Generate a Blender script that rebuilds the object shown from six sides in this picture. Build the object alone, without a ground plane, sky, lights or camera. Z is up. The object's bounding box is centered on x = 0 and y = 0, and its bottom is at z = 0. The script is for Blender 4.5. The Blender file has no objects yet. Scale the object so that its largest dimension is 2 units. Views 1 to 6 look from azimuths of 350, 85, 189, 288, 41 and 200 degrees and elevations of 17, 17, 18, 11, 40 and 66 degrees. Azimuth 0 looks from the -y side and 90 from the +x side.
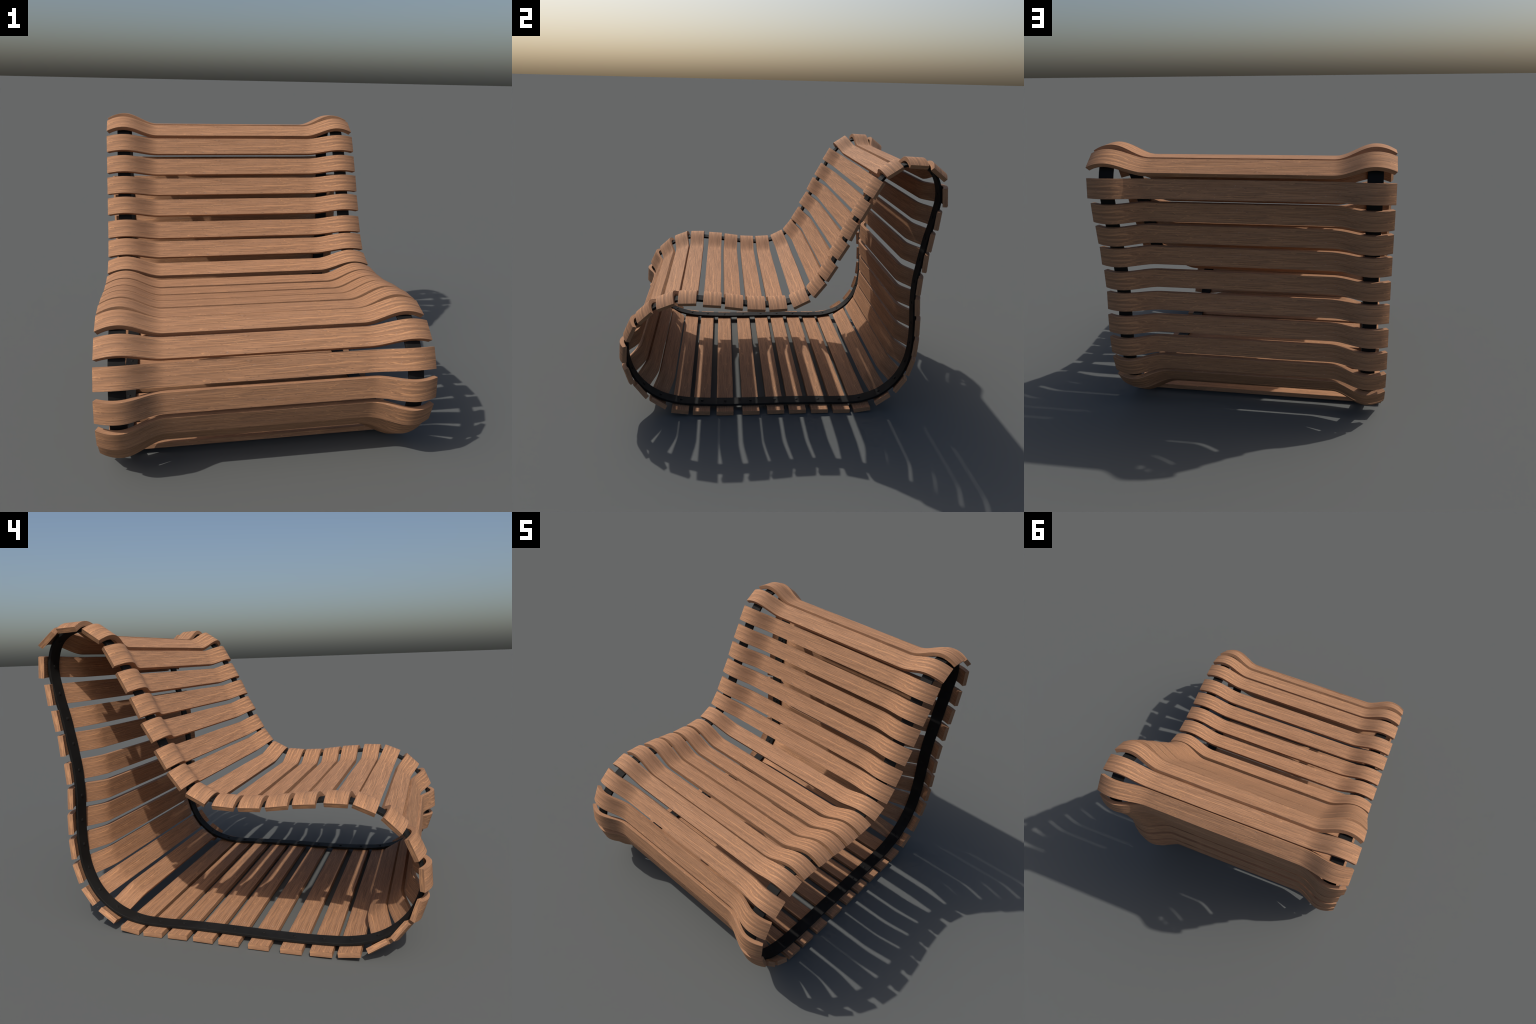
"""Slatted wooden lounge chair: two closed black steel rails bent into the
side outline of the seat, and 42 timber slats screwed across them.  All slats
are the same plank; those of seat, back and front are bent (raised shoulders
over the rails, sunk middle), those of the base are straight."""
import bpy, bmesh, math
from mathutils import Vector, Matrix

# ------------------------------------------------------------------ sizes
HALF_LEN = 0.830        # half length of a bent slat (x)
BASE_HALF_LEN = 0.819   # half length of a straight base slat
SLAT_W = 0.1095         # width of a slat, along the loop
SLAT_T = 0.027          # thickness of a slat
SUNK = -0.0345          # height of the sunk middle, against the slat tip
REAR_SUNK = -0.0392     # the same for the rear and lower front slats
PEAK = 0.0337           # height of the shoulder above the slat tip
X_FLAT, X_PEAK = 0.505, 0.722   # where the rise starts / the shoulder's crest
RAIL_X, RAIL_W, RAIL_T = 0.723, 0.080, 0.0145
RAIL_GAP = 0.0062       # rails stand off the slats by this; bolts bridge it
CHAMFER = 0.0009

# Slat stations round the side outline, from the top of the back down behind,
# along the floor, up the front, over the seat and up the back rest:
# (y, z) of the outer face at the slat's tip, and the slat's pitch in degrees.
STATIONS = [
    # crown and rear
    (0.7789, 1.6273, -2.4), (0.9066, 1.5807, -37.3), (0.9615, 1.4368, -83.5), (0.9332, 1.2938, -94.8),
    (0.9058, 1.1580, -97.2), (0.8862, 1.0269, -92.9), (0.8640, 0.8775, -92.4), (0.8652, 0.7409, -84.5),
    (0.8793, 0.5997, -87.5), (0.8810, 0.4588, -92.8), (0.8614, 0.3202, -105.3), (0.8045, 0.1903, -124.7),
    (0.6947, 0.0878, -144.5),
    # base (straight slats)
    (0.5615, 0.0085, -171.4), (0.4240, 0.0005, 179.8), (0.2790, 0.0042, 179.8),
    (0.1337, 0.0049, -178.9), (-0.0080, 0.0053, -179.2), (-0.1690, 0.0030, -179.9), (-0.3378, 0.0030, 179.0),
    (-0.4890, 0.0090, 178.0), (-0.6270, 0.0230, 172.4),
    # front
    (-0.7620, 0.0926, 145.2), (-0.8662, 0.1840, 125.8), (-0.9390, 0.2948, 107.0), (-0.9630, 0.4470, 86.0),
    (-0.9155, 0.5864, 65.0), (-0.8241, 0.6950, 42.0), (-0.6964, 0.7664, 20.8),
    # seat
    (-0.5661, 0.7848, 0.4), (-0.4159, 0.7731, -4.1), (-0.2833, 0.7569, -7.4),
    (-0.1461, 0.7434, -2.0), (-0.0129, 0.7438, 3.5), (0.1267, 0.7782, 27.2),
    # back rest
    (0.2303, 0.8649, 52.5), (0.2967, 0.9709, 59.6), (0.3598, 1.1056, 59.4), (0.4168, 1.2284, 65.0),
    (0.4798, 1.3527, 61.8), (0.5434, 1.4796, 61.0), (0.6371, 1.5888, 33.2),
]
STRAIGHT = range(13, 22)
REAR = list(range(2, 13)) + list(range(22, 26))
N = len(STATIONS)


# ------------------------------------------------------------------ node helper
class Nodes:
    def __init__(self, name):
        self.mat = bpy.data.materials.new(name)
        self.mat.use_nodes = True
        self.t = self.mat.node_tree
        self.t.nodes.clear()

    def node(self, kind, inputs=None, **props):
        n = self.t.nodes.new(kind)
        for k, v in props.items():
            setattr(n, k, v)
        for k, v in (inputs or {}).items():
            if isinstance(v, bpy.types.NodeSocket):
                self.t.links.new(v, n.inputs[k])
            else:
                n.inputs[k].default_value = v
        return n

    def math(self, op, a, b=0.0, c=0.0, clamp=False):
        return self.node("ShaderNodeMath", {0: a, 1: b, 2: c}, operation=op, use_clamp=clamp).outputs[0]

    def smooth(self, v, lo, hi, to0=0.0, to1=1.0):
        return self.node("ShaderNodeMapRange", {"Value": v, "From Min": lo, "From Max": hi,
                         "To Min": to0, "To Max": to1}, interpolation_type="SMOOTHSTEP").outputs[0]

    def vec(self, x, y, z):
        return self.node("ShaderNodeCombineXYZ", {0: x, 1: y, 2: z}).outputs[0]

    def noise(self, v, scale, detail=2.0, rough=0.5, distort=0.0):
        return self.node("ShaderNodeTexNoise", {"Vector": v, "Scale": scale, "Detail": detail,
                         "Roughness": rough, "Distortion": distort}).outputs["Fac"]

    def mix(self, fac, a, b):
        n = self.node("ShaderNodeMix", data_type="RGBA")
        for sock, v in ((n.inputs[0], fac), (n.inputs[6], a), (n.inputs[7], b)):
            if isinstance(v, bpy.types.NodeSocket):
                self.t.links.new(v, sock)
            else:
                sock.default_value = v
        return n.outputs[2]

    def stretched(self, x, y, z, sx, sy, sz, ox=0.0):
        return self.vec(self.math("MULTIPLY_ADD", x, sx, ox), self.math("MULTIPLY", y, sy),
                        self.math("MULTIPLY", z, sz))


def rgb(r, g, b):
    return (r, g, b, 1.0)


DARK, MID = rgb(0.262, 0.136, 0.075), rgb(0.346, 0.182, 0.101)
PINK, GREYED = rgb(0.345, 0.186, 0.110), rgb(0.200, 0.116, 0.072)
LIGHT, PALE = rgb(0.452, 0.236, 0.124), rgb(0.600, 0.305, 0.148)
PORE, FLECK = rgb(0.095, 0.060, 0.045), rgb(0.40, 0.285, 0.225)


def wood(name, end_grain=False, bent=True):
    """Oiled hardwood with grain along the slat (x).  The grain follows the
    bend: the rise of the shoulder is taken off the height coordinate."""
    m = Nodes(name)
    co = m.node("ShaderNodeTexCoord").outputs["Object"]
    s = m.node("ShaderNodeSeparateXYZ", {0: co})
    x, y, z = s.outputs
    if bent:
        ax = m.math("ABSOLUTE", x)
        rise = m.smooth(ax, X_FLAT, X_PEAK, SUNK, PEAK)
        drop = m.math("POWER", m.math("MAXIMUM", m.math("SUBTRACT", ax, X_PEAK), 0.0), 2.0)
        drop = m.math("MULTIPLY", drop, -PEAK / (HALF_LEN - X_PEAK) ** 2)
        z = m.math("SUBTRACT", z, m.math("ADD", rise, drop))
    if end_grain:                      # tip faces: streaks run across the width
        x, y, z = m.math("MULTIPLY", y, 1.6), m.math("MULTIPLY", z, 1.25), x
    # gentle waviness of the fibres
    w = m.noise(m.stretched(x, y, z, 2.2, 11.0, 11.0), 1.0, 1.0)
    wob = m.math("MULTIPLY_ADD", w, 0.022, -0.011)
    w2 = m.noise(m.stretched(x, y, z, 9.0, 30.0, 30.0, 7.0), 1.0, 1.0)
    wob = m.math("ADD", wob, m.math("MULTIPLY_ADD", w2, 0.005, -0.0025))
    y = m.math("ADD", y, wob)
    z = m.math("ADD", z, m.math("MULTIPLY", wob, 0.6))
    # broad tone: bands along the grain
    tone = m.noise(m.stretched(x, y, z, 2.6, 46.0, 46.0, 3.0), 1.0, 3.0, 0.6)
    col = m.mix(m.smooth(tone, 0.36, 0.64), DARK, MID)
    # cloudy pinkish patches
    patch = m.noise(m.stretched(x, y, z, 6.0, 17.0, 17.0, 11.0), 1.0, 3.0, 0.55)
    col = m.mix(m.smooth(patch, 0.52, 0.72, 0.0, 0.5), col, PINK)
    # fine fibres, dark and light, several slat lengths to the width
    fib = m.noise(m.stretched(x, y, z, 3.4, 270.0, 270.0, 2.0), 1.0, 3.0, 0.65)
    col = m.mix(m.smooth(fib, 0.46, 0.62, 0.0, 0.62), col, LIGHT)
    fib2 = m.noise(m.stretched(x, y, z, 4.6, 230.0, 230.0, 91.0), 1.0, 3.0, 0.65)
    col = m.mix(m.smooth(fib2, 0.48, 0.62, 0.0, 0.56), col, GREYED)
    # pale orange growth lines: thin contour lines of a stretched noise
    n1 = m.noise(m.stretched(x, y, z, 1.1, 20.0, 20.0, 21.0), 1.0, 2.0, 0.5)
    phase = m.math("ADD", m.math("MULTIPLY", y, 84.0), m.math("MULTIPLY", z, 110.0))
    phase = m.math("MULTIPLY_ADD", n1, 3.4, phase)
    line = m.math("ABSOLUTE", m.math("SUBTRACT", m.math("FRACT", phase), 0.5))
    gate = m.noise(m.stretched(x, y, z, 2.3, 120.0, 120.0, 31.0), 1.0, 2.0)
    lf = m.math("MULTIPLY", m.smooth(line, 0.125, 0.03), m.smooth(gate, 0.43, 0.60, 0.08, 0.95))
    col = m.mix(m.math("MULTIPLY", lf, 0.68), col, PALE)
    # short crossing veins
    n2 = m.noise(m.stretched(x, y, z, 6.0, 48.0, 40.0, 44.0), 1.0, 2.0, 0.5)
    vein = m.math("ABSOLUTE", m.math("SUBTRACT", n2, 0.5))
    gate2 = m.noise(m.stretched(x, y, z, 4.0, 22.0, 22.0, 51.0), 1.0, 1.0)
    vf = m.math("MULTIPLY", m.smooth(vein, 0.016, 0.003), m.smooth(gate2, 0.50, 0.58))
    col = m.mix(m.math("MULTIPLY", vf, 0.5), col, PALE)
    # dark pores and pale grey flecks
    pore = m.noise(m.stretched(x, y, z, 36.0, 300.0, 300.0, 61.0), 1.0, 1.0)
    col = m.mix(m.smooth(pore, 0.68, 0.75, 0.0, 0.6), col, PORE)
    fleck = m.noise(m.stretched(x, y, z, 60.0, 210.0, 210.0, 71.0), 1.0, 1.0)
    col = m.mix(m.smooth(fleck, 0.69, 0.77, 0.0, 0.5), col, FLECK)
    bump = m.node("ShaderNodeBump", {"Strength": 0.16, "Distance": 0.0015, "Height": fib})
    b = m.node("ShaderNodeBsdfPrincipled", {"Base Color": col, "Roughness": 0.72,
               "Specular IOR Level": 0.12, "Normal": bump.outputs[0]})
    m.node("ShaderNodeOutputMaterial", {0: b.outputs[0]})
    return m.mat


def painted_steel(name, base, rough):
    m = Nodes(name)
    co = m.node("ShaderNodeTexCoord").outputs["Object"]
    n = m.noise(co, 9.0, 3.0)
    col = m.mix(m.smooth(n, 0.35, 0.7), rgb(*[c * 0.85 for c in base]), rgb(*[c * 1.15 for c in base]))
    fine = m.noise(co, 420.0, 1.0)
    bump = m.node("ShaderNodeBump", {"Strength": 0.06, "Distance": 0.0008, "Height": fine})
    b = m.node("ShaderNodeBsdfPrincipled", {"Base Color": col, "Roughness": rough,
               "Specular IOR Level": 0.07, "Normal": bump.outputs[0]})
    m.node("ShaderNodeOutputMaterial", {0: b.outputs[0]})
    return m.mat


# ------------------------------------------------------------------ slats
def bend(ax, sunk):
    """Height of the outer face of a bent slat at distance ax from its middle."""
    if ax <= X_FLAT:
        return sunk
    if ax <= X_PEAK:
        t = (ax - X_FLAT) / (X_PEAK - X_FLAT)
        return sunk + (PEAK - sunk) * 0.5 * (1 - math.cos(math.pi * t))
    t = (ax - X_PEAK) / (HALF_LEN - X_PEAK)
    return PEAK * (1 - t * t)


def slat_mesh(name, bent, sunk=SUNK):
    if bent:
        half = [0.0, 0.17, 0.34, 0.46, X_FLAT - 0.012]
        half += [X_FLAT + (X_PEAK - X_FLAT) * i / 18 for i in range(19)]
        half += [X_PEAK + (HALF_LEN - X_PEAK) * i / 10 for i in range(1, 11)]
    else:
        half = [0.0, 0.28, 0.55, BASE_HALF_LEN]
    xs = [-v for v in reversed(half[1:])] + half
    spine = [(v, bend(abs(v), sunk) if bent else 0.0) for v in xs]
    w, t, c = SLAT_W / 2, SLAT_T, CHAMFER
    # closed section (across, depth under the outer face) with cut corners
    section = [(-w + c, 0), (w - c, 0), (w, c), (w, t - c), (w - c, t), (-w + c, t), (-w, t - c), (-w, c)]
    bm = bmesh.new()
    rings = []
    for i, (x, h) in enumerate(spine):
        a, b = spine[max(i - 1, 0)], spine[min(i + 1, len(spine) - 1)]
        if bent and i in (0, len(spine) - 1):      # exact slope at the tips
            slope = 2 * PEAK / (HALF_LEN - X_PEAK)
            d = Vector((1, -slope if x > 0 else slope))
        else:
            d = Vector((b[0] - a[0], b[1] - a[1]))
        d.normalize()
        nx, nz = -d.y, d.x
        rings.append([bm.verts.new((x - nx * q, p, h - nz * q)) for p, q in section])
    k = len(section)
    for r0, r1 in zip(rings, rings[1:]):
        for j in range(k):
            f = bm.faces.new((r0[j], r1[j], r1[(j + 1) % k], r0[(j + 1) % k]))
            f.smooth = True
    for ring, back in ((rings[0], False), (rings[-1], True)):
        f = bm.faces.new(ring if not back else list(reversed(ring)))
        f.material_index = 1
    bmesh.ops.recalc_face_normals(bm, faces=bm.faces)
    me = bpy.data.meshes.new(name)
    bm.to_mesh(me)
    bm.free()
    me.set_sharp_from_angle(angle=math.radians(28))
    return me


# ------------------------------------------------------------------ scene
col = bpy.context.scene.collection
root = bpy.data.objects.new("slatted_lounge_chair", None)
root.empty_display_size = 0.2
root["label"] = "curved lounge chair of brown wooden slats on black steel loops"
root["category"] = "lounge chair"
col.objects.link(root)


def add(name, mesh, parent, matrix=None):
    ob = bpy.data.objects.new(name, mesh)
    col.objects.link(ob)
    ob.parent = parent
    if matrix is not None:
        ob.matrix_local = matrix
    return ob


bent_mesh = slat_mesh("bent_slat", True)
bent_mesh.materials.append(wood("oiled_wood_bent"))
bent_mesh.materials.append(wood("oiled_wood_tip", end_grain=True))
rear_mesh = slat_mesh("rear_slat", True, REAR_SUNK)
for m_ in bent_mesh.materials:
    rear_mesh.materials.append(m_)
flat_mesh = slat_mesh("straight_slat", False)
flat_mesh.materials.append(wood("oiled_wood_straight", bent=False))
flat_mesh.materials.append(wood("oiled_wood_straight_tip", end_grain=True, bent=False))

contacts = []       # (y, z, normal) where a slat sits on the rails
for i, (y, z, pitch) in enumerate(STATIONS):
    a = math.radians(pitch)
    n = Vector((-math.sin(a), math.cos(a)))
    flat = i in STRAIGHT
    mat = Matrix.Translation((0, y, z)) @ Matrix.Rotation(a, 4, "X")
    add("slat", flat_mesh if flat else rear_mesh if i in REAR else bent_mesh, root, mat)
    lift = -SLAT_T if flat else PEAK - SLAT_T
    p = Vector((y, z)) + n * (lift - RAIL_GAP - (0.002 if 7 <= i <= 9 else -0.002 if 3 <= i <= 6 else 0.0))
    contacts.append((p, n))


# rails: a flat bar swept along a smooth closed curve through the contacts
def catmull(p0, p1, p2, p3, t):
    return 0.5 * (2 * p1 + (p2 - p0) * t + (2 * p0 - 5 * p1 + 4 * p2 - p3) * t * t
                  + (3 * p1 - p0 - 3 * p2 + p3) * t ** 3)


pts = [c[0] for c in contacts]
for _ in range(1):
    sm = [0.25 * pts[i - 1] + 0.5 * pts[i] + 0.25 * pts[(i + 1) % N] for i in range(N)]
    # smooth out station jitter without shrinking the bends
    sm2 = [0.25 * sm[i - 1] + 0.5 * sm[i] + 0.25 * sm[(i + 1) % N] for i in range(N)]
    pts = [2 * a - b for a, b in zip(sm, sm2)]
STEPS = 8
path = [catmull(pts[i - 1], pts[i], pts[(i + 1) % N], pts[(i + 2) % N], k / STEPS)
        for i in range(N) for k in range(STEPS)]


def path_normal(i):
    d = path[(i + 1) % len(path)] - path[i - 1]
    d.normalize()
    return Vector((-d.y, d.x))


def rail_mesh(name):
    w, t, c = RAIL_W / 2, RAIL_T, 0.0018
    section = [(-w + c, 0), (w - c, 0), (w, -c), (w, -t + c), (w - c, -t), (-w + c, -t), (-w, -t + c), (-w, -c)]
    bm = bmesh.new()
    rings = []
    for i, p in enumerate(path):
        n = path_normal(i)
        rings.append([bm.verts.new((sx, p.x + n.x * q, p.y + n.y * q)) for sx, q in section])
    k = len(section)
    for i in range(len(rings)):
        r0, r1 = rings[i], rings[(i + 1) % len(rings)]
        for j in range(k):
            bm.faces.new((r0[j], r0[(j + 1) % k], r1[(j + 1) % k], r1[j])).smooth = True
    bmesh.ops.recalc_face_normals(bm, faces=bm.faces)
    me = bpy.data.meshes.new(name)
    bm.to_mesh(me)
    bm.free()
    me.set_sharp_from_angle(angle=math.radians(30))
    return me


def bolt_mesh(name, radius=0.0095, height=0.0045):
    """Low domed bolt head, axis along +z, with a shank reaching into the slat."""
    shank = radius * 0.45
    prof = [(shank, -0.034), (shank, -0.0005), (radius, -0.0005), (radius, height * 0.3),
            (radius * 0.86, height * 0.68), (radius * 0.55, height * 0.93), (radius * 0.2, height)]
    seg = 20
    bm = bmesh.new()
    rings = [[bm.verts.new((r * math.cos(2 * math.pi * k / seg), r * math.sin(2 * math.pi * k / seg), h))
              for k in range(seg)] for r, h in prof]
    for r0, r1 in zip(rings, rings[1:]):
        for k in range(seg):
            bm.faces.new((r0[k], r0[(k + 1) % seg], r1[(k + 1) % seg], r1[k])).smooth = True
    bm.faces.new(rings[-1])
    bm.faces.new(list(reversed(rings[0])))
    bmesh.ops.recalc_face_normals(bm, faces=bm.faces)
    me = bpy.data.meshes.new(name)
    bm.to_mesh(me)
    bm.free()
    me.set_sharp_from_angle(angle=math.radians(35))
    return me


steel = painted_steel("black_painted_steel", (0.0135, 0.0130, 0.0126), 0.6)
bolt_steel = painted_steel("black_bolt_steel", (0.0135, 0.0130, 0.0126), 0.55)
rail = rail_mesh("frame_rail")
rail.materials.append(steel)
bolt = bolt_mesh("bolt")
bolt.materials.append(bolt_steel)
for side in (-1, 1):
    r = add("frame_rail", rail, root, Matrix.Translation((side * RAIL_X, 0, 0)))
    for i in range(N):
        p, n = path[i * STEPS], path_normal(i * STEPS)
        q = p - n * RAIL_T
        ang = math.atan2(-n.y, -n.x) - math.pi / 2      # bolt axis = inward normal
        add("bolt", bolt, r, Matrix.Translation((0, q.x, q.y)) @ Matrix.Rotation(ang, 4, "X"))
